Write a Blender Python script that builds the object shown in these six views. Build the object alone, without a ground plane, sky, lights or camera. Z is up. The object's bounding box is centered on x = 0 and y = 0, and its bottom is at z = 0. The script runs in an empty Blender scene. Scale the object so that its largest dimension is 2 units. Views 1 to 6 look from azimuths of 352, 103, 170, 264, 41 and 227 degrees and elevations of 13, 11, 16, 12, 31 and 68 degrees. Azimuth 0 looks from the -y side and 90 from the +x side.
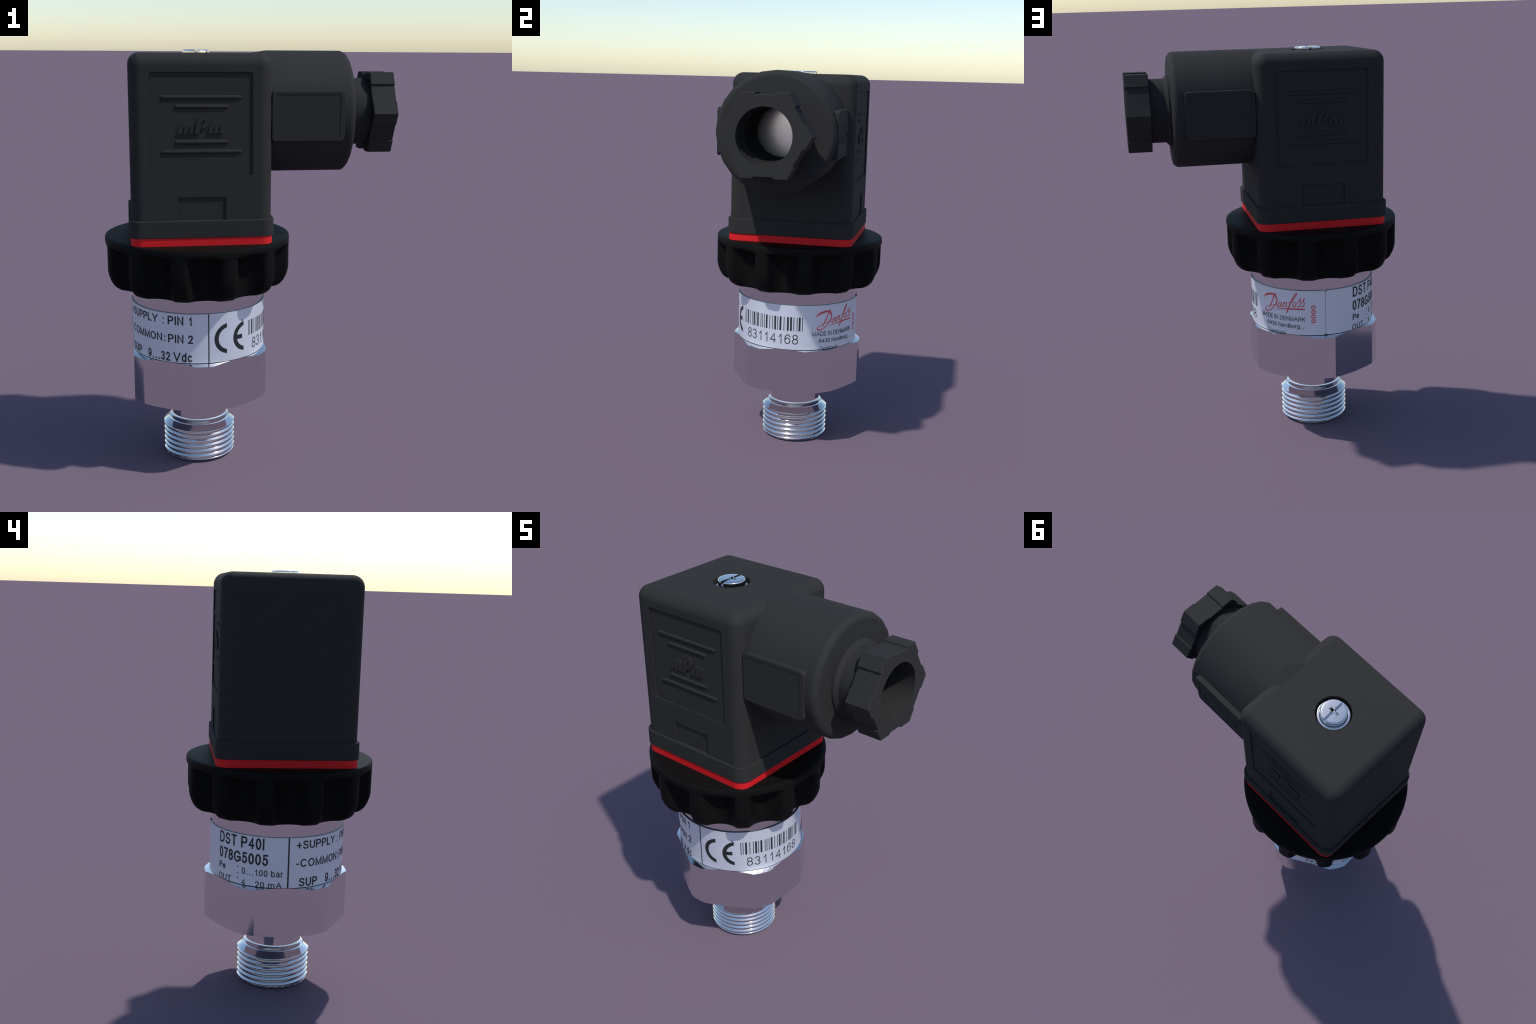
import bpy, bmesh, math
from mathutils import Vector, Matrix

AX = -0.239            # x of the vertical axis (y = 0)
ARM_Z = 1.7127         # height of the horizontal cable outlet axis
rad = math.radians

# ------------------------------------------------------------------ materials
def material(name, color, rough, metallic=0.0, spec=0.5, grain=0.0, grain_scale=90.0,
             rough_var=0.0, bump=0.0, coat=0.0):
    m = bpy.data.materials.new(name)
    m.use_nodes = True
    nt = m.node_tree
    b = nt.nodes["Principled BSDF"]
    b.inputs["Metallic"].default_value = metallic
    b.inputs["Specular IOR Level"].default_value = spec
    b.inputs["Coat Weight"].default_value = coat
    tc = nt.nodes.new("ShaderNodeTexCoord")
    no = nt.nodes.new("ShaderNodeTexNoise")
    no.inputs["Scale"].default_value = grain_scale
    no.inputs["Detail"].default_value = 4.0
    nt.links.new(tc.outputs["Object"], no.inputs["Vector"])
    mix = nt.nodes.new("ShaderNodeMix")
    mix.data_type = 'RGBA'
    mix.inputs[6].default_value = (*[c * (1 - grain) for c in color], 1)
    mix.inputs[7].default_value = (*[min(1, c * (1 + grain)) for c in color], 1)
    nt.links.new(no.outputs["Fac"], mix.inputs[0])
    nt.links.new(mix.outputs[2], b.inputs["Base Color"])
    mr = nt.nodes.new("ShaderNodeMapRange")
    mr.inputs["To Min"].default_value = max(0, rough - rough_var)
    mr.inputs["To Max"].default_value = rough + rough_var
    nt.links.new(no.outputs["Fac"], mr.inputs["Value"])
    nt.links.new(mr.outputs["Result"], b.inputs["Roughness"])
    if bump:
        bp = nt.nodes.new("ShaderNodeBump")
        bp.inputs["Strength"].default_value = bump
        bp.inputs["Distance"].default_value = 0.001
        nt.links.new(no.outputs["Fac"], bp.inputs["Height"])
        nt.links.new(bp.outputs["Normal"], b.inputs["Normal"])
    return m

PLASTIC = material("housing_plastic", (0.0278, 0.0278, 0.0276), 0.8, grain=0.04, rough_var=0.04, spec=0.12)
COLLAR = material("collar_plastic", (0.0066, 0.0066, 0.0064), 0.55, grain=0.05, rough_var=0.03, spec=0.05)
RED = material("red_rubber", (0.62, 0.012, 0.016), 0.6, grain=0.03, spec=0.2)
STEEL = material("polished_steel", (0.78, 0.78, 0.78), 0.07, metallic=1.0, grain=0.01, rough_var=0.01)
TURNED = material("turned_steel", (0.78, 0.78, 0.78), 0.12, metallic=1.0, grain=0.01, rough_var=0.01)
DISC = material("satin_steel", (0.85, 0.85, 0.85), 0.2, metallic=1.0, grain=0.02)
PAPER = material("label_film", (0.68, 0.715, 0.805), 0.5, metallic=0.43, grain=0.025, grain_scale=25, rough_var=0.03)
INK = material("black_ink", (0.018, 0.02, 0.024), 0.4, grain=0.03, spec=0.4)
REDINK = material("red_ink", (0.60, 0.085, 0.09), 0.4, grain=0.03, spec=0.4)
EDGE = material("dark_line_black", (0.004, 0.005, 0.006), 0.3, grain=0.03)

# ------------------------------------------------------------------ helpers
def link(o, parent=None):
    bpy.context.scene.collection.objects.link(o)
    if parent is not None:
        o.parent = parent
        if parent.type == 'EMPTY':          # geometry is written in world coordinates
            o.matrix_parent_inverse = Matrix.Translation((-AX, 0, 0))
    return o

def add_mesh(name, verts, faces, mat, parent, sharp=30):
    me = bpy.data.meshes.new(name)
    me.from_pydata([tuple(v) for v in verts], [], faces)
    return from_mesh(name, me, mat, parent, sharp)

def from_mesh(name, me, mat, parent, sharp=30):
    me.validate()
    bm = bmesh.new(); bm.from_mesh(me)
    bmesh.ops.recalc_face_normals(bm, faces=bm.faces)
    bm.to_mesh(me); bm.free()
    if sharp is not None:
        for p in me.polygons:
            p.use_smooth = True
        me.set_sharp_from_angle(angle=rad(sharp))
    me.materials.clear(); me.materials.append(mat)
    o = bpy.data.objects.new(name, me)
    return link(o, parent)

def apply_mods(o):
    dg = bpy.context.evaluated_depsgraph_get()
    dg.update()
    me = bpy.data.meshes.new_from_object(o.evaluated_get(dg))
    o.modifiers.clear()
    o.data = me

def weighted(o, sharp=30):
    """face-weighted normals so that flat faces stay flat next to small rounds"""
    me = o.data
    for p in me.polygons:
        p.use_smooth = True
    me.set_sharp_from_angle(angle=rad(sharp))
    md = o.modifiers.new("wn", 'WEIGHTED_NORMAL'); md.keep_sharp = True; md.weight = 100
    apply_mods(o)

def cut(o, cutters):
    for c in cutters:
        md = o.modifiers.new("cut", 'BOOLEAN')
        md.operation = 'DIFFERENCE'; md.object = c; md.solver = 'EXACT'
    apply_mods(o)
    for c in cutters:
        bpy.data.objects.remove(c)

def ring_faces(rows, segs, base=0):
    f = []
    for i in range(rows - 1):
        for j in range(segs):
            k = (j + 1) % segs
            f.append((base + i * segs + j, base + i * segs + k, base + (i + 1) * segs + k, base + (i + 1) * segs + j))
    return f

def lathe(name, prof, segs, mat, parent, axis='z', origin=(AX, 0, 0), cap=(True, True), sharp=30, phase=0.0):
    """surface of revolution of (radius, height) pairs about z or x"""
    v = []
    for r, h in prof:
        for j in range(segs):
            a = 2 * math.pi * j / segs + phase
            if axis == 'z':
                v.append((origin[0] + r * math.cos(a), origin[1] + r * math.sin(a), origin[2] + h))
            else:
                v.append((origin[0] + h, origin[1] + r * math.cos(a), origin[2] + r * math.sin(a)))
    f = ring_faces(len(prof), segs)
    if cap[0]:
        f.append(tuple(range(segs)))
    if cap[1]:
        f.append(tuple((len(prof) - 1) * segs + j for j in range(segs)))
    return add_mesh(name, v, f, mat, parent, sharp)

def rounded_rect(hx, hy, r, n=6):
    p = []
    for cx, cy, a0 in ((hx - r, hy - r, 0), (-hx + r, hy - r, 90), (-hx + r, -hy + r, 180), (hx - r, -hy + r, 270)):
        for i in range(n + 1):
            a = rad(a0 + 90 * i / n)
            p.append((cx + r * math.cos(a), cy + r * math.sin(a)))
    return p

def stack(name, layers, mat, parent, place, sharp=30):
    """closed solid from stacked outlines; layers = [(outline, height), ...]"""
    n = len(layers[0][0]); v = []
    for pts, h in layers:
        v += [place(x, y, h) for x, y in pts]
    f = ring_faces(len(layers), n)
    f.append(tuple(range(n))); f.append(tuple((len(layers) - 1) * n + i for i in range(n)))
    return add_mesh(name, v, f, mat, parent, sharp)

vertical = lambda x, y, h: (AX + x, y, h)

def flip_back(o):
    """copy of a front (-y) detail for the back (+y): half turn about the main axis"""
    c = o.copy(); c.data = o.data.copy()
    T = Matrix.Translation((AX, 0, 0)) @ Matrix.Rotation(math.pi, 4, 'Z') @ Matrix.Translation((-AX, 0, 0))
    c.data.transform(T)
    link(c, o.parent)
    return c

# ------------------------------------------------------------------ thing
root = bpy.data.objects.new("pressure_transmitter", None)
root.location = (AX, 0, 0)
link(root)
root["label"] = "black angled plug pressure sensor with labelled steel body"
root["category"] = "pressure sensor"

# ================================================================== housing
HX, HY = 0.3178, 0.3162; RV = 0.055; TOP = 1.9852
lay = []
for z in (1.20, TOP - RV):
    lay.append((rounded_rect(HX, HY, RV, 8), z))
for i in range(1, 9):
    a = rad(90 * i / 8)
    ins = RV * (1 - math.cos(a))
    lay.append((rounded_rect(HX - ins, HY - ins, max(RV - ins, 0.0015), 8), TOP - RV + RV * math.sin(a)))
housing = stack("housing", lay, PLASTIC, root, vertical)

def box_cutter(cx, cz, hx, hz, depth, r, side):
    pts = rounded_rect(hx, hz, r, 4)
    s = -1 if side < 0 else 1
    return stack("cutter", [(pts, 0), (pts, 0.2)], PLASTIC, None,
                 lambda x, z, h: (cx + x, s * (HY - depth) + s * h, cz + z))

PANEL_DEPTH = 0.007
cutters = []
for s in (-1, 1):
    cutters.append(box_cutter(AX, 1.6768, 0.227, 0.2272, PANEL_DEPTH, 0.012, s))
    cutters.append(box_cutter(AX, 1.28, 0.107, 0.075, PANEL_DEPTH, 0.0008, s))
cutters.append(lathe("cutter", [(0.0865, 1.90), (0.0865, 2.1)], 32, PLASTIC, None))
cut(housing, cutters)
weighted(housing, 40)

# raised bars of the panels
FLOOR = -(HY - PANEL_DEPTH)
def bar(cx, cz, half, hr=0.0088, out=0.0068):
    n = 8; v = []; f = []
    steps = [(-half + hr * (1 - math.cos(rad(90 * i / 5))), math.sin(rad(90 * i / 5))) for i in range(0, 6)]
    steps += [(-x, s) for x, s in reversed(steps)]
    for x, s in steps:
        s = max(s, 0.02)
        for j in range(n + 1):
            a = math.pi * j / n
            v.append((cx + x, FLOOR + 0.001 - (out + 0.001) * s * math.sin(a) ** 0.8, cz + hr * s * math.cos(a)))
    for i in range(len(steps) - 1):
        for j in range(n):
            q = i * (n + 1) + j
            f.append((q, q + 1, q + n + 2, q + n + 1))
        f.append((i * (n + 1), (i + 1) * (n + 1), (i + 1) * (n + 1) + n, i * (n + 1) + n))
    f.append(tuple(range(n + 1))); f.append(tuple((len(steps) - 1) * (n + 1) + j for j in range(n + 1)))
    return add_mesh("raised_bar", v, f, PLASTIC, housing, 60)

for cz, half in ((1.7955, 0.1790), (1.7550, 0.1192), (1.6000, 0.1190), (1.5577, 0.1790)):
    flip_back(bar(AX, cz, half))

# raised lettering (slanted, rounded m - P - m), outlines in drawing units
LM = [(425, 800), (445, 680), (480, 570), (530, 485), (600, 430), (690, 415), (760, 430), (850, 412), (925, 430),
      (965, 470), (978, 530), (962, 660), (945, 800), (800, 800), (825, 680), (843, 580), (825, 560), (805, 575),
      (785, 690), (762, 800), (605, 800), (635, 680), (655, 580), (638, 565), (615, 580), (592, 690), (570, 800)]
LP = [(985, 800), (1030, 640), (1062, 480), (1105, 340), (1170, 240), (1260, 185), (1350, 165), (1440, 190),
      (1490, 260), (1512, 350), (1500, 450), (1450, 540), (1380, 600), (1300, 632), (1215, 640), (1240, 540),
      (1268, 460), (1330, 432), (1360, 385), (1320, 338), (1268, 380), (1240, 440), (1200, 620), (1160, 800)]
K = 0.000130
def letter(pts, dx=0, dy=0):
    place = lambda px, py, h: (-0.3454 + K * (px + dx - 425), FLOOR - h, 1.6377 - K * (py + dy - 800))
    o = stack("raised_letter", [(pts, -0.001), (pts, 0.0068)], PLASTIC, housing, place, 40)
    flip_back(o)
letter(LM); letter(LP); letter(LM, 1032, -10)

# skirt round the foot of the housing
SX, SY = 0.3300, 0.3265
lay = [(rounded_rect(SX - 0.002, SY - 0.002, 0.056, 8), 1.1715), (rounded_rect(SX, SY, 0.058, 8), 1.1740),
       (rounded_rect(SX, SY, 0.058, 8), 1.2475), (rounded_rect(SX - 0.0022, SY - 0.0022, 0.0558, 8), 1.2502),
       (rounded_rect(HX - 0.012, HY - 0.012, 0.045, 8), 1.2510)]
skirt = stack("housing_skirt", lay, PLASTIC, root, vertical)
weighted(skirt, 35)

# red sealing gasket
g = rounded_rect(0.3228, 0.3228, 0.056, 8)
gasket = stack("gasket", [(g, 1.128), (g, 1.176)], RED, root, vertical)
weighted(gasket, 40)

# ================================================================== cable outlet
fil = [(0.2844 - 0.028 * (1 - math.cos(rad(a))), 0.441 + 0.028 * math.sin(rad(a))) for a in (0, 15, 30, 45, 60, 75, 90)]
prof = [(0.2844, -0.06)] + fil + [(0.1195, 0.469), (0.1195, 0.296)]
outlet = lathe("cable_outlet", prof, 24, PLASTIC, root, axis='x', origin=(0, 0, ARM_Z), sharp=40)
bm = bmesh.new(); bm.from_mesh(outlet.data)
slope = 0.20
nrm = Vector((-slope, 0, 1)).normalized()
geo = bm.verts[:] + bm.edges[:] + bm.faces[:]
res = bmesh.ops.bisect_plane(bm, geom=geo, plane_co=(0.028, 0, TOP), plane_no=nrm, clear_outer=True)
edges = [e for e in res["geom_cut"] if isinstance(e, bmesh.types.BMEdge)]
bmesh.ops.holes_fill(bm, edges=edges, sides=0)
bmesh.ops.recalc_face_normals(bm, faces=bm.faces)
bm.to_mesh(outlet.data); bm.free()
for p in outlet.data.polygons:
    p.use_smooth = True
outlet.data.set_sharp_from_angle(angle=rad(10.5))
# keep the barrel itself smooth: only the ramp and the end steps stay sharp
bm = bmesh.new(); bm.from_mesh(outlet.data)
for e in bm.edges:
    if len(e.link_faces) == 2:
        a, b = [f.normal for f in e.link_faces]
        ramp = max(a.dot(nrm), b.dot(nrm)) > 0.9999
        e.smooth = not ramp and a.angle(b) < rad(40)
bm.to_mesh(outlet.data); bm.free()
md = outlet.modifiers.new("wn", 'WEIGHTED_NORMAL'); md.keep_sharp = True; md.weight = 60
apply_mods(outlet)

disc = lathe("bore_disc", [(0.119, 0.299), (0.119, 0.303), (0.10, 0.3035)], 32, DISC, outlet, axis='x', origin=(0, 0, ARM_Z))

# name plates on both flanks of the outlet
PX0, PX1, PZ0, PZ1, PY = 0.0785, 0.4125, 1.5975, 1.8215, 0.2872
pcx, pcz = (PX0 + PX1) / 2, (PZ0 + PZ1) / 2
phx, phz = (PX1 - PX0) / 2, (PZ1 - PZ0) / 2
plates = []
for s in (-1, 1):
    place = lambda x, z, h, s=s: (pcx + x, s * h, pcz + z)
    a = rounded_rect(phx, phz, 0.019, 5)
    b = rounded_rect(phx - 0.0018, phz - 0.0018, 0.0172, 5)
    pl = stack("name_plate", [(a, 0.20), (a, PY - 0.0018), (b, PY)], PLASTIC, outlet, place)
    c = rounded_rect(phx - 0.020, phz - 0.015, 0.003, 4)
    cutter = stack("cutter", [(c, PY - 0.0018), (c, PY + 0.05)], PLASTIC, None, place)
    cut(pl, [cutter]); weighted(pl, 35)
    plates.append(pl)

# shallow certification mark on the rear plate (drawing units, mirrored because seen from +y)
def mark(pts):
    place = lambda px, py, h: (0.3405 - 0.0001965 * (px - 470), PY - 0.0018 + h, 1.7585 - 0.000190 * (py - 490))
    stack("raised_mark", [(pts, -0.001), (pts, 0.0016)], PLASTIC, plates[1], place, 30)
mark([(455, 500), (870, 490), (1010, 830), (1060, 960), (950, 960), (905, 905), (840, 770), (775, 965), (632, 965), (690, 790),
      (575, 800), (540, 760)])
mark([(985, 490), (1130, 485), (1300, 925), (1090, 960), (1040, 850), (1125, 830)])
def plate_text(body, x0, x1, z0, z1, mat, parent):
    cu = bpy.data.curves.new("t", 'FONT'); cu.body = body; cu.extrude = 0.5
    o = link(bpy.data.objects.new("t", cu))
    dg = bpy.context.evaluated_depsgraph_get(); dg.update()
    me = bpy.data.meshes.new_from_object(o.evaluated_get(dg)); bpy.data.objects.remove(o)
    xs = [v.co.x for v in me.vertices]; ys = [v.co.y for v in me.vertices]
    for v in me.vertices:
        fx = (v.co.x - min(xs)) / (max(xs) - min(xs)); fy = (v.co.y - min(ys)) / (max(ys) - min(ys))
        v.co = (x0 + fx * (x1 - x0), PY - 0.0018 + (0.0014 if v.co.z > 0 else -0.001), z0 + fy * (z1 - z0))
    return from_mesh("raised_mark", me, mat, parent, 30)
plate_text("c", 0.372, 0.335, 1.668, 1.708, PLASTIC, plates[1])
plate_text("US", 0.190, 0.114, 1.670, 1.715, PLASTIC, plates[1])

# ================================================================== cable gland
washer = lathe("gland_washer", [(0.1205, 0.468), (0.172, 0.468), (0.1745, 0.470), (0.1745, 0.4785), (0.157, 0.494), (0.1205, 0.494)],
               48, PLASTIC, root, axis='x', origin=(0, 0, ARM_Z), cap=(False, False))
neck = lathe("gland_neck", [(0.1205, 0.466), (0.157, 0.466), (0.157, 0.575), (0.1205, 0.575), (0.1205, 0.466)],
             48, PLASTIC, root, axis='x', origin=(0, 0, ARM_Z), cap=(False, False))

NR, NA = 0.2150, 0.1866
def nut_outline(k):
    p = []
    for i in range(6):
        a = rad(60 * i + 30)
        n = (math.cos(a), math.sin(a)); t = (-n[1], n[0])
        w = NA * math.tan(rad(30))
        for s, d in ((-w, 0), (-0.0462, 0), (-0.0435, 0.0085), (0.0435, 0.0085), (0.0462, 0)):
            q = NA - d - k
            ss = s * (q / NA) if s == -w else s
            p.append((q * n[0] + ss * t[0], q * n[1] + ss * t[1]))
    return p
nutplace = lambda y, z, h: (h, y, ARM_Z + z)
nut = stack("gland_nut", [(nut_outline(0.003), 0.568), (nut_outline(0), 0.5708), (nut_outline(0), 0.6815), (nut_outline(0.0028), 0.6843)],
            PLASTIC, root, nutplace, 30)
bore = lathe("cutter", [(0.1275, 0.5), (0.1275, 0.8)], 40, PLASTIC, None, axis='x', origin=(0, 0, ARM_Z))
cut(nut, [bore]); weighted(nut, 28)

# ================================================================== cover screw
HR = 0.0640
hp = [(HR - 0.002, 1.94), (HR, 1.945), (HR, 1.9925)] + \
     [(HR - 0.0065 * (1 - math.cos(rad(a))), 1.9925 + 0.0065 * math.sin(rad(a))) for a in (22, 45, 67, 90)] + [(HR - 0.012, 1.9996), (0.02, 2.0)]
screw = lathe("cover_screw", hp, 48, STEEL, root, sharp=35)
def slot_box(hx, hy, z0):
    pts = [(-hx, -hy), (hx, -hy), (hx, hy), (-hx, hy)]
    return stack("cutter", [(pts, z0), (pts, 2.05)], STEEL, None, vertical)
cross = stack("cutter", [([(-0.012, -0.004), (0.012, -0.004), (0.012, 0.004), (-0.012, 0.004)], 1.972),
                         ([(-0.027, -0.0072), (0.027, -0.0072), (0.027, 0.0072), (-0.027, 0.0072)], 2.003)], STEEL, None, vertical)
cross2 = stack("cutter", [([(-0.0045, -0.012), (0.0045, -0.012), (0.0045, 0.012), (-0.0045, 0.012)], 1.972),
                          ([(-0.0105, -0.024), (0.0105, -0.024), (0.0105, 0.024), (-0.0105, 0.024)], 2.003)], STEEL, None, vertical)
cut(screw, [slot_box(0.0076, 0.1, 1.979), cross, cross2])
weighted(screw, 30)
wp = [(0.0650, 1.945), (0.0820, 1.945), (0.0820, 1.9615), (0.0812, 1.9650), (0.0790, 1.9675), (0.0760, 1.9685), (0.0665, 1.9690), (0.0650, 1.9680), (0.0650, 1.945)]
lock = lathe("lock_washer", wp, 48, STEEL, screw, cap=(False, False), sharp=60)

# ================================================================== fluted coupling ring
rows = []   # (rib radius, recess radius, z)
top = [(0.30, 0.30, 1.1345), (0.425, 0.425, 1.1345), (0.4365, 0.4365, 1.1338), (0.4425, 0.4425, 1.1308), (0.4452, 0.4452, 1.1250), (0.4457, 0.4457, 1.1120),
       (0.4456, 0.4448, 1.1040), (0.4456, 0.4400, 1.0970), (0.4456, 0.4290, 1.0935), (0.4456, 0.3950, 1.0915), (0.4456, 0.3780, 1.0895), (0.4456, 0.3690, 1.0850),
       (0.4456, 0.3665, 1.0780), (0.4456, 0.3660, 1.0300), (0.4455, 0.3658, 0.9760), (0.4415, 0.3656, 0.9540), (0.4330, 0.3654, 0.9300),
       (0.4220, 0.3652, 0.9090), (0.4100, 0.3648, 0.8965), (0.3985, 0.3630, 0.8890), (0.3880, 0.3580, 0.8850), (0.3760, 0.3480, 0.8830),
       (0.3320, 0.3320, 0.8830), (0.3320, 0.3320, 0.95)]
samples = []          # angle, share of the recess depth; rib crests are gently rounded
for i in range(12):
    c0 = 15 + 30 * i
    for d, g in ((-5.1, .16), (-4.5, .085), (-3.4, .035), (-1.8, .008), (0, 0), (1.8, .008), (3.4, .035), (4.5, .085), (5.1, .16)):
        samples.append((c0 + d, g))
    for k in range(1, 16):
        u = -1 + 2 * k / 16
        samples.append((c0 + 15 + 9.9 * u, 0.16 + 0.84 * (1 - u * u) ** 0.85))
v = []
for rr, rc, z in top:
    for ang, f in samples:
        r = rr - (rr - rc) * f
        v.append((AX + r * math.cos(rad(ang)), r * math.sin(rad(ang)), z))
n = len(samples)
f = ring_faces(len(top), n)
f.append(tuple(range(n)))
ring = add_mesh("coupling_ring", v, f, COLLAR, root, 38)

# ================================================================== sensor body
body = lathe("sensor_body", [(0.3185, 0.560), (0.3185, 0.96)], 96, TURNED, root)

# hexagon
AP, RC = 0.322, 0.349
half = math.degrees(math.acos(AP / RC))
KEY = 0.333                              # one corner carries a flat
kd = 11.45                               # half angle of that flat
angs = []
def span(a, b, n):
    angs.extend(a + (b - a) * i / n for i in range(n))
for k in range(6):
    lo = 60 * k - (30 - kd if k == 1 else half)
    hi = 60 * k + (30 - kd if k == 0 else half)
    span(lo, hi, 12)
    span(hi, 60 * k + 60 - (30 - kd if k == 0 else half), 6 if k == 0 else 4)
v = []; n = len(angs)
def hexr(a):
    d = abs((a + 30) % 60 - 30)
    r = min(RC, AP / math.cos(rad(d)))
    return min(r, KEY / math.cos(rad(a - 30))) if abs(a - 30) < kd + 0.01 else r
def row(fn):
    for a in angs:
        r, z = fn(hexr(a))
        v.append((AX + r * math.cos(rad(a)), r * math.sin(rad(a)), z))
row(lambda r: (0.12, 0.3335))
row(lambda r: (0.316, 0.3335))
row(lambda r: (r, 0.3350 + (r - AP) * 0.27))
row(lambda r: (r, 0.5718 - (r - AP) * 0.32))
row(lambda r: (0.3160, 0.5737))
f = ring_faces(5, n)
f.append(tuple(range(n))); f.append(tuple(4 * n + i for i in range(n)))
hexagon = add_mesh("hexagon", v, f, TURNED, root, 10)
weighted(hexagon, 10)

# threaded port
PITCH, CREST, DEPTH = 0.0263, 0.1793, 0.0150
neck_prof = [(0.130, 0.345), (0.130, 0.2125), (0.1310, 0.2080), (0.1335, 0.2035), (0.1370, 0.2000), (0.1410, 0.1975), (0.1450, 0.1958),
             (0.1485, 0.1938), (0.1505, 0.1910), (0.1515, 0.1885)]
# thread form down from the root line: (share of the pitch, height above the root)
form = [(0.0, 0.0), (0.04, 0.02), (0.17, 0.52), (0.48, 0.975), (0.52, 1.0), (0.68, 1.0), (0.72, 0.96), (0.95, 0.03), (1.0, 0.0)]
def thread_r(ang, z):
    ph = ((0.1535 + (ang + 94) / 360 * PITCH - z) / PITCH) % 1.0
    for (p0, d0), (p1, d1) in zip(form, form[1:]):
        if ph <= p1:
            d = d0 + (d1 - d0) * (ph - p0) / (p1 - p0); break
    rr = CREST - DEPTH * (1 - d)
    cone = 0.1515 + (0.1885 - z) * 1.18
    if z > 0.1655:
        rr = min(CREST, cone)
    elif z > 0.160:
        rr = min(rr, cone)
    if z < 0.020:
        rr = min(rr, 0.1600 + z * 0.95)
    return rr
SEG = 120; v = []; n_rows = 0
for rr, z in neck_prof:
    v += [(AX + rr * math.cos(2 * math.pi * j / SEG), rr * math.sin(2 * math.pi * j / SEG), z) for j in range(SEG)]; n_rows += 1
NZ = 300
for i in range(NZ + 1):
    z = 0.1872 * (1 - i / NZ)
    for j in range(SEG):
        rr = thread_r(360.0 * j / SEG, z); a = 2 * math.pi * j / SEG
        v.append((AX + rr * math.cos(a), rr * math.sin(a), z))
    n_rows += 1
f = ring_faces(n_rows, SEG)
f.append(tuple(range(SEG))); f.append(tuple((n_rows - 1) * SEG + j for j in range(SEG)))
port = add_mesh("threaded_port", v, f, STEEL, root, 42)

# ================================================================== wrap-around label
LR, LZ0, LZ1 = 0.3240, 0.5725, 0.8125
cols = []
r = 0.012; deg = 180 / math.pi
g0, g1 = 90.2, 449.8
ds = [0, 0.0005, 0.0018, 0.004, 0.007, 0.012]
for d in ds:
    cols.append((g0 + d / LR * deg, d))
a0, a1 = g0 + r / LR * deg, g1 - r / LR * deg
for i in range(1, 118):
    cols.append((a0 + (a1 - a0) * i / 118, r))
for d in reversed(ds):
    cols.append((g1 - d / LR * deg, d))
def strip(name, rin, rout, zf0, zf1, mat, parent):
    v = []; f = []
    for a, d in cols:
        ins = r - math.sqrt(max(0, r * r - (r - d) ** 2))
        z0, z1 = zf0(ins), zf1(ins)
        c, s = math.cos(rad(a)), math.sin(rad(a))
        for rr, z in ((rin, z0), (rout, z0), (rout, z1), (rin, z1)):
            v.append((AX + rr * c, rr * s, z))
    m = len(cols)
    for i in range(m - 1):
        for j in range(4):
            k = (j + 1) % 4
            f.append((4 * i + j, 4 * i + k, 4 * i + 4 + k, 4 * i + 4 + j))
    f.append((0, 1, 2, 3)); f.append((4 * m - 4, 4 * m - 3, 4 * m - 2, 4 * m - 1))
    return add_mesh(name, v, f, mat, parent, 30)
label = strip("label", 0.3190, LR, lambda i: LZ0 + i + 0.0008, lambda i: LZ1 - i - 0.0008, PAPER, root)
strip("label_dark_line", 0.3189, LR + 0.0004, lambda i: LZ1 - i - 0.0010, lambda i: LZ1 - i + 0.0002, EDGE, label)
strip("label_dark_line", 0.3189, LR + 0.0004, lambda i: LZ0 + i - 0.0010, lambda i: LZ0 + i + 0.0012, EDGE, label)

PR_IN, PR_OUT = LR - 0.001, LR + 0.0006
def wrap(me):
    """flat print (x = degrees, y = height, z sign = face) bent round the label"""
    bm = bmesh.new(); bm.from_mesh(me)
    for zcut, no in ((LZ0 + 0.001, (0, -1, 0)), (LZ1 - 0.001, (0, 1, 0))):
        geo = bm.verts[:] + bm.edges[:] + bm.faces[:]
        bmesh.ops.bisect_plane(bm, geom=geo, plane_co=(0, zcut, 0), plane_no=no, clear_outer=True)
    xs = [q.co.x for q in bm.verts]
    x = math.floor(min(xs)) + 1.5
    while x < max(xs):
        geo = bm.verts[:] + bm.edges[:] + bm.faces[:]
        bmesh.ops.bisect_plane(bm, geom=geo, plane_co=(x, 0, 0), plane_no=(1, 0, 0))
        x += 1.5
    for q in bm.verts:
        rr = PR_OUT + 7e-5 * (q.co.z - 1) if q.co.z > 0 else PR_IN
        a = rad(q.co.x)
        q.co = (AX + rr * math.cos(a), rr * math.sin(a), q.co.y)
    bm.to_mesh(me); bm.free()
    return me

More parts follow.
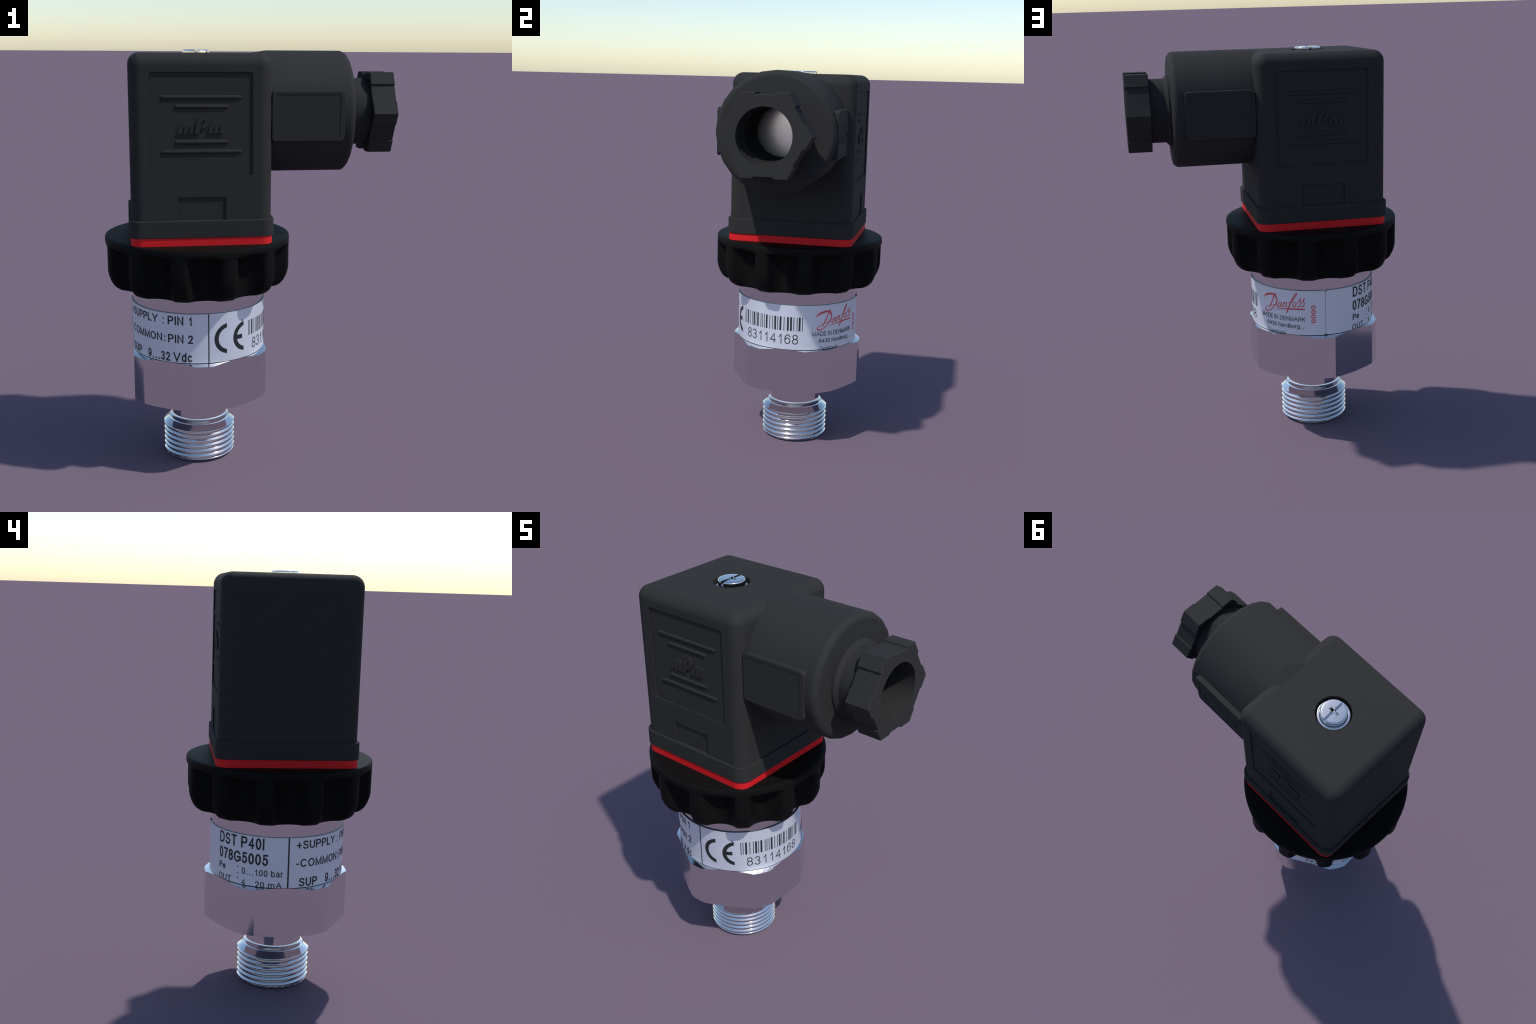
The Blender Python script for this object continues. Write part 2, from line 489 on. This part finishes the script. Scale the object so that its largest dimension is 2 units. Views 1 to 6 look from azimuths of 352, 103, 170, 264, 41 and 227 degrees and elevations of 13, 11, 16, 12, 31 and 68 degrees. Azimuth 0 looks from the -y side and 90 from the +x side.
# ---- plain grotesque lettering drawn with pen strokes on a unit cap-height box
def ell(cx, cy, rx, ry, a0, a1, n=14):
    return [(cx + rx * math.cos(rad(a0 + (a1 - a0) * i / n)), cy + ry * math.sin(rad(a0 + (a1 - a0) * i / n))) for i in range(n + 1)]
def loop(cx, cy, rx, ry):
    return ell(cx, cy, rx, ry, 90, 450, 28)
X = 0.735      # x-height
GLYPH = {      # width, [pen strokes]
    'D': (.72, [[(0, 0), (0, 1), (.45, 1)] + ell(.45, .5, .55, .5, 80, -80) + [(.45, 0), (0, 0)]]),
    'S': (.66, [ell(.5, .76, .46, .24, 20, 262) + ell(.5, .26, .5, .26, 82, -160)]),
    'T': (.66, [[(0, 1), (1, 1)], [(.5, 1), (.5, 0)]]),
    'P': (.66, [[(0, 0), (0, 1), (.6, 1)] + ell(.6, .73, .4, .27, 80, -80) + [(.6, .46), (0, .46)]]),
    'R': (.72, [[(0, 0), (0, 1), (.6, 1)] + ell(.6, .74, .36, .26, 80, -80) + [(.6, .48), (0, .48)], [(.5, .48), (.97, 0)]]),
    'O': (.77, [loop(.5, .5, .5, .5)]), 'U': (.68, [[(0, 1), (0, .36)] + ell(.5, .36, .5, .36, 190, 350) + [(1, .36), (1, 1)]]),
    'A': (.84, [[(0, 0), (.5, 1), (1, 0)], [(.2, .36), (.8, .36)]]), 'L': (.56, [[(0, 1), (0, 0), (1, 0)]]),
    'Y': (.78, [[(0, 1), (.5, .45), (1, 1)], [(.5, .45), (.5, 0)]]), 'N': (.68, [[(0, 0), (0, 1), (1, 0), (1, 1)]]),
    'M': (.80, [[(0, 0), (0, 1), (.5, .04), (1, 1), (1, 0)]]), 'C': (.75, [ell(.5, .5, .5, .5, 42, 318, 24)]),
    'G': (.77, [ell(.5, .5, .5, .5, 42, 325, 24) + [(1, .2), (1, .46), (.58, .46)]]), 'V': (.84, [[(0, 1), (.5, 0), (1, 1)]]),
    'E': (.62, [[(1, 1), (0, 1), (0, 0), (1, 0)], [(0, .52), (.92, .52)]]), 'I': (.02, [[(.5, 0), (.5, 1)]]),
    'K': (.70, [[(0, 0), (0, 1)], [(.97, 1), (0, .33)], [(.33, .58), (1, 0)]]),
    '0': (.54, [loop(.5, .5, .5, .5)]), '1': (.27, [[(0, .72), (.55, .84), (1, 1), (1, 0)]]),
    '2': (.54, [ell(.5, .71, .46, .29, 168, -25) + [(.55, .34), (.08, .05), (0, 0), (1, 0)]]),
    '3': (.54, [ell(.45, .76, .43, .24, 155, -80) + ell(.47, .26, .5, .26, 80, -158)]),
    '4': (.57, [[(.76, 0), (.76, 1), (0, .29), (1, .29)]]),
    '5': (.54, [[(.93, 1), (.22, 1), (.1, .5)] + ell(.48, .33, .5, .33, 125, -155)]),
    '6': (.54, [loop(.5, .32, .5, .32), ell(.55, .5, .55, .5, 35, 190)]), '7': (.53, [[(0, 1), (1, 1), (.62, .55), (.42, .25), (.34, 0)]]),
    '8': (.55, [loop(.5, .76, .43, .24), loop(.5, .26, .5, .26)]), '9': (.54, [loop(.5, .68, .5, .32), ell(.45, .5, .55, .5, 10, -145)]),
    'a': (.53, [ell(.46, .53, .42, .205, 160, 10) + [(.92, .5), (.92, .1), (1, 0)], [(.92, .43), (.4, .37)] + ell(.34, .19, .34, .18, 90, 275) + [(.7, .06), (.92, .22)]]),
    'b': (.54, [[(0, 0), (0, 1)], loop(.5, X / 2, .5, X / 2)]), 'd': (.54, [[(1, 0), (1, 1)], loop(.5, X / 2, .5, X / 2)]),
    'c': (.50, [ell(.52, X / 2, .52, X / 2, 42, 318, 20)]), 'e': (.55, [[(0, .39), (1, .39)] + ell(.5, X / 2, .5, X / 2, 8, 322, 20)]),
    'o': (.55, [loop(.5, X / 2, .5, X / 2)]),
    'g': (.53, [loop(.5, X / 2, .5, X / 2), [(1, X), (1, .0)] + ell(.5, .0, .5, .27, 0, -160, 10)]),
    'k': (.50, [[(0, 0), (0, 1)], [(.92, X), (0, .22)], [(.38, .45), (1, 0)]]),
    'm': (.84, [[(0, 0), (0, X)], ell(.25, .5, .25, X - .5, 175, 5) + [(.5, .4), (.5, 0)], ell(.75, .5, .25, X - .5, 175, 5) + [(1, .4), (1, 0)]]),
    'n': (.50, [[(0, 0), (0, X)], ell(.5, .47, .5, X - .47, 175, 5) + [(1, .4), (1, 0)]]),
    'r': (.29, [[(0, 0), (0, X)], ell(.95, .45, .95, X - .45, 175, 85)]),
    '+': (.57, [[(.0, .45), (1, .45)], [(.5, .12), (.5, .78)]]), '-': (.32, [[(0, .37), (1, .37)]]),
    '.': (.02, [[(.5, 0), (.5, .03)]]), ':': (.02, [[(.5, 0), (.5, .03)], [(.5, .66), (.5, .69)]]), ',': (.04, [[(.6, .03), (.5, -.08), (.1, -.16)]]),
}

def ribbon(pts, h, level, v, f, cap_ends=True):
    """constant-width mitred pen stroke in metric label units, appended to v / f"""
    closed = math.hypot(pts[0][0] - pts[-1][0], pts[0][1] - pts[-1][1]) < 1e-6
    if closed:
        pts = pts[:-1]
    m = len(pts); L = []; R = []
    for i, (x, y) in enumerate(pts):
        a = pts[i - 1] if (i or closed) else None
        b = pts[(i + 1) % m] if (i < m - 1 or closed) else None
        d = []
        for p, q in ((a, (x, y)), ((x, y), b)):
            if p is not None and q is not None:
                l = math.hypot(q[0] - p[0], q[1] - p[1]) or 1e-9
                d.append(((q[0] - p[0]) / l, (q[1] - p[1]) / l))
        if len(d) == 2:
            nx, ny = -(d[0][1] + d[1][1]), d[0][0] + d[1][0]
            l = math.hypot(nx, ny) or 1e-9
            nx /= l; ny /= l
            c = max(0.42, abs(-nx * d[0][1] + ny * d[0][0]))
            k = h / c
        else:
            nx, ny = -d[0][1], d[0][0]; k = h
            if cap_ends:
                s = -h if a is None else h
                x += d[0][0] * s; y += d[0][1] * s
        L.append((x + nx * k, y + ny * k)); R.append((x - nx * k, y - ny * k))
    base = len(v)
    for zz in (-1, 1 + level):
        v.extend((x, y, zz) for x, y in L); v.extend((x, y, zz) for x, y in R)
    for i in range(m if closed else m - 1):
        j = (i + 1) % m
        for q in ((i, j, m + j, m + i), (2 * m + i, 3 * m + i, 3 * m + j, 2 * m + j), (i, 2 * m + i, 2 * m + j, j), (m + i, m + j, 3 * m + j, 3 * m + i)):
            f.append(tuple(base + t for t in q))
    if not closed:
        f.append(tuple(base + t for t in (0, m, 3 * m, 2 * m)))
        f.append(tuple(base + t for t in (m - 1, 3 * m - 1, 4 * m - 1, 2 * m - 1)))

def text(body, th0, th1, z0, z1, weight=0.06, mat=INK, turned=False, gap=0.14):
    """one printed line; weight = half pen width relative to the cap height"""
    x = 0.0; lines = []
    for ch in body:
        if ch == ' ':
            x += 0.36; continue
        w, strokes = GLYPH[ch]
        w = max(w, 2 * weight)
        pad = {'1': 0.12, '.': 0.08, ':': 0.05}.get(ch, 0.0) if len(body) > 1 else 0.0
        x += pad
        for s in strokes:
            lines.append([(x + weight + (w - 2 * weight) * px, weight + (1 - 2 * weight) * py) for px, py in s])
        x += w + gap + pad
    W = x - gap - pad
    v = []; f = []
    for i, s in enumerate(lines):
        ribbon(s, weight, i % 7, v, f)
    me = bpy.data.meshes.new("printed_text")
    out = []
    for px, py, pz in v:
        u, t = (px / W, py)
        if turned:
            u, t = 1 - py, px / W
        out.append((th0 + u * (th1 - th0), z0 + t * (z1 - z0), pz))
    me.from_pydata(out, [], f)
    return from_mesh("printed_text", wrap(me), mat, label, None)

def patch(name, outline, mat):
    """flat printed shape, outline in (degrees, height)"""
    n = len(outline)
    me = bpy.data.meshes.new(name)
    me.from_pydata([(x, y, -1) for x, y in outline] + [(x, y, 1) for x, y in outline], [],
                   [tuple(range(n)), tuple(range(n, 2 * n))] + [(i, (i + 1) % n, n + (i + 1) % n, n + i) for i in range(n)])
    return from_mesh(name, wrap(me), mat, label, None)

def rect(name, th0, th1, z0, z1, mat=INK):
    return patch(name, [(th0, z0), (th1, z0), (th1, z1), (th0, z1)], mat)

B = 0.078     # bold pen
text("DST P40I", 118.2, 162.9, 0.7495, 0.8045, B)
text("078G5005", 117.9, 166.4, 0.6765, 0.7300, B, gap=0.11)
text("Pe", 118.0, 126.2, 0.6260, 0.6565, 0.085)
for zz in (0.6545, 0.6240, 0.6005):
    rect("printed_dot", 139.5, 140.5, zz - 0.0028, zz + 0.0028)
text("0...100 bar", 144.0, 178.6, 0.6248, 0.6560, 0.062)
text("OUT", 117.3, 133.2, 0.5705, 0.6020, 0.06)
text("4...20 mA", 143.7, 178.2, 0.5710, 0.5995, 0.06)
rect("divider", -177.7, -176.5, LZ0, LZ1 - 0.001)
text("+SUPPLY", -170.7, -130.2, 0.7575, 0.7965, 0.074)
text(":", -125.2, -124.2, 0.7575, 0.7965, 0.075)
text("PIN 1", -120.3, -99.7, 0.7565, 0.7985, 0.078)
text("-COMMON", -170.7, -125.9, 0.6715, 0.7105, 0.070)
text(":", -123.8, -122.7, 0.6715, 0.7105, 0.075)
text("PIN 2", -120.2, -98.8, 0.6695, 0.7105, 0.078)
text("SUP", -167.7, -150.7, 0.5785, 0.6195, 0.078)
text("9...32", -141.5, -118.6, 0.5790, 0.6230, 0.076)
text("Vdc", -115.7, -99.7, 0.5790, 0.6240, 0.076)
rect("divider", -86.3, -85.4, LZ0, LZ1 - 0.001)

# conformity mark: two open rings, the second with a middle stroke
def half_ring(th_left, zc, rout, rin, end_th):
    c = th_left + rout / LR * deg
    d = (c - end_th) * LR / deg
    def arc(rr):
        a0 = math.degrees(math.acos(-d / rr))
        return [(c + rr * math.cos(rad(a0 + (360 - 2 * a0) * i / 24)) / LR * deg, zc + rr * math.sin(rad(a0 + (360 - 2 * a0) * i / 24))) for i in range(25)]
    patch("conformity_mark", arc(rout) + arc(rin)[::-1], INK)
half_ring(-81.1, 0.6863, 0.0745, 0.0545, -70.2)
half_ring(-64.1, 0.6822, 0.0725, 0.0525, -53.3)
rect("conformity_mark", -62.6, -55.0, 0.6715, 0.6925)
patch("printed_dot", [(-55.0 + 0.9 * math.cos(rad(30 * i)), 0.7590 + 0.0030 * math.sin(rad(30 * i))) for i in range(12)], INK)

# bar code: narrow and wide bars
NARROW, WIDE = 0.62, 1.65
for start, w in ((-47.6, 0), (-45.7, 0), (-43.5, 1), (-39.6, 0), (-36.4, 0), (-34.5, 1), (-31.7, 0), (-29.6, 1), (-25.5, 0), (-23.7, 0),
                 (-21.6, 0), (-19.5, 1), (-15.7, 0), (-12.7, 0), (-10.7, 1), (-7.7, 0), (-5.6, 1), (-1.7, 0), (1.4, 1), (4.3, 1),
                 (7.4, 0), (10.4, 0), (12.2, 1), (15.3, 0)):
    rect("code_bar", start, start + (WIDE if w else NARROW), 0.6755, 0.7490)
text("83114168", -42.4, 12.0, 0.6035, 0.6555, 0.040, gap=0.17)

# maker's script signature as tapered pen strokes: (degrees, height, half width in 0.1 mm units)
pen_level = [0]
def stroke(pts):
    pen_level[0] += 1
    # Catmull-Rom through the pen points
    P = [(a, z, w * 2.65e-4) for a, z, w in pts]
    Q = []
    for i in range(len(P) - 1):
        p0, p1, p2, p3 = P[max(i - 1, 0)], P[i], P[i + 1], P[min(i + 2, len(P) - 1)]
        for s in range(5):
            t = s / 5
            Q.append(tuple(0.5 * (2 * p1[k] + (p2[k] - p0[k]) * t + (2 * p0[k] - 5 * p1[k] + 4 * p2[k] - p3[k]) * t * t
                                  + (3 * p1[k] - p0[k] - 3 * p2[k] + p3[k]) * t ** 3) for k in range(3)))
    Q.append(P[-1])
    L = []; R = []
    for i, (a, z, w) in enumerate(Q):
        a0, z0, _ = Q[max(i - 1, 0)]; a1, z1, _ = Q[min(i + 1, len(Q) - 1)]
        tx, tz = (a1 - a0) / deg * LR, z1 - z0
        l = math.hypot(tx, tz) or 1
        nx, nz = -tz / l, tx / l
        L.append((a + nx * w / LR * deg, z + nz * w)); R.append((a - nx * w / LR * deg, z - nz * w))
    v = []; f = []
    m = len(Q)
    for h in (-1, 1 + pen_level[0] % 8):
        for (x, y) in L: v.append((x, y, h))
        for (x, y) in R: v.append((x, y, h))
    for i in range(m - 1):
        f.append((i, i + 1, m + i + 1, m + i))
        f.append((2 * m + i, 3 * m + i, 3 * m + i + 1, 2 * m + i + 1))
        f.append((i, 2 * m + i, 2 * m + i + 1, i + 1))
        f.append((m + i, m + i + 1, 3 * m + i + 1, 3 * m + i))
    f.append((0, m, 3 * m, 2 * m)); f.append((m - 1, 3 * m - 1, 4 * m - 1, 2 * m - 1))
    me = bpy.data.meshes.new("s"); me.from_pydata(v, [], f)
    from_mesh("script_stroke", wrap(me), REDINK, label, None)

stroke([(28.2, .749, 3), (30.5, .763, 17), (34.7, .773, 21), (38.8, .777, 19), (42.1, .773, 17), (43.8, .76, 15), (44.1, .743, 13),
        (42.9, .727, 11), (40.4, .710, 9), (37.2, .692, 8), (33.6, .681, 10), (30.8, .680, 14), (29.7, .687, 10), (31.1, .699, 6),
        (34.9, .711, 5), (39.8, .719, 5), (43.3, .721, 6)])
stroke([(43.3, .785, 9), (41.4, .772, 14), (39.7, .751, 10), (37.8, .728, 10), (36.0, .707, 9), (34.6, .693, 4)])
stroke([(49.4, .740, 5), (47.6, .740, 7), (45.5, .729, 9), (44.8, .717, 10), (45.7, .712, 9), (47.5, .721, 7), (49.2, .738, 9),
        (48.5, .724, 8), (48.8, .716, 8), (50.1, .720, 6)])
stroke([(50.8, .743, 5), (51.5, .740, 8), (50.4, .716, 8), (51.4, .732, 6), (53.6, .745, 8), (54.2, .741, 8), (53.4, .724, 8),
        (53.8, .719, 8), (55.2, .723, 6)])
stroke([(57.7, .748, 5), (60.4, .761, 8), (62.8, .780, 9), (64.1, .795, 8), (63.8, .799, 5), (62.9, .795, 6), (60.7, .776, 9),
        (57.9, .742, 11), (56.2, .717, 12), (54.5, .695, 12), (53.6, .688, 9)])
stroke([(55.8, .746, 5), (58.5, .7485, 6), (61.1, .751, 6)])
stroke([(61.1, .752, 5), (60.3, .740, 8), (60.5, .727, 9), (61.8, .725, 9), (63.1, .736, 8), (63.2, .748, 7), (62.4, .752, 5)])
for dx in (0.0, 3.45):
    stroke([(64.2 + dx, .745, 5), (66.4 + dx, .760, 7), (67.4 + dx, .772, 9), (66.9 + dx, .758, 8), (67.3 + dx, .743, 9), (66.7 + dx, .731, 9),
            (65.0 + dx, .7265, 8), (64.1 + dx, .7305, 5)])
stroke([(41.6, .697, 4), (48.3, .705, 8), (56.2, .711, 13), (64.1, .713, 15), (71.6, .713, 14)])

text("MADE IN DENMARK", 25.0, 71.6, 0.6465, 0.6705, 0.056)
text("6430 Nordborg ,", 32.1, 69.0, 0.6090, 0.6315, 0.056)
text("Denmark", 33.0, 52.8, 0.5670, 0.5895, 0.042)
text("0000", 76.8, 81.1, 0.6390, 0.7340, 0.075, REDINK, turned=True, gap=0.08)
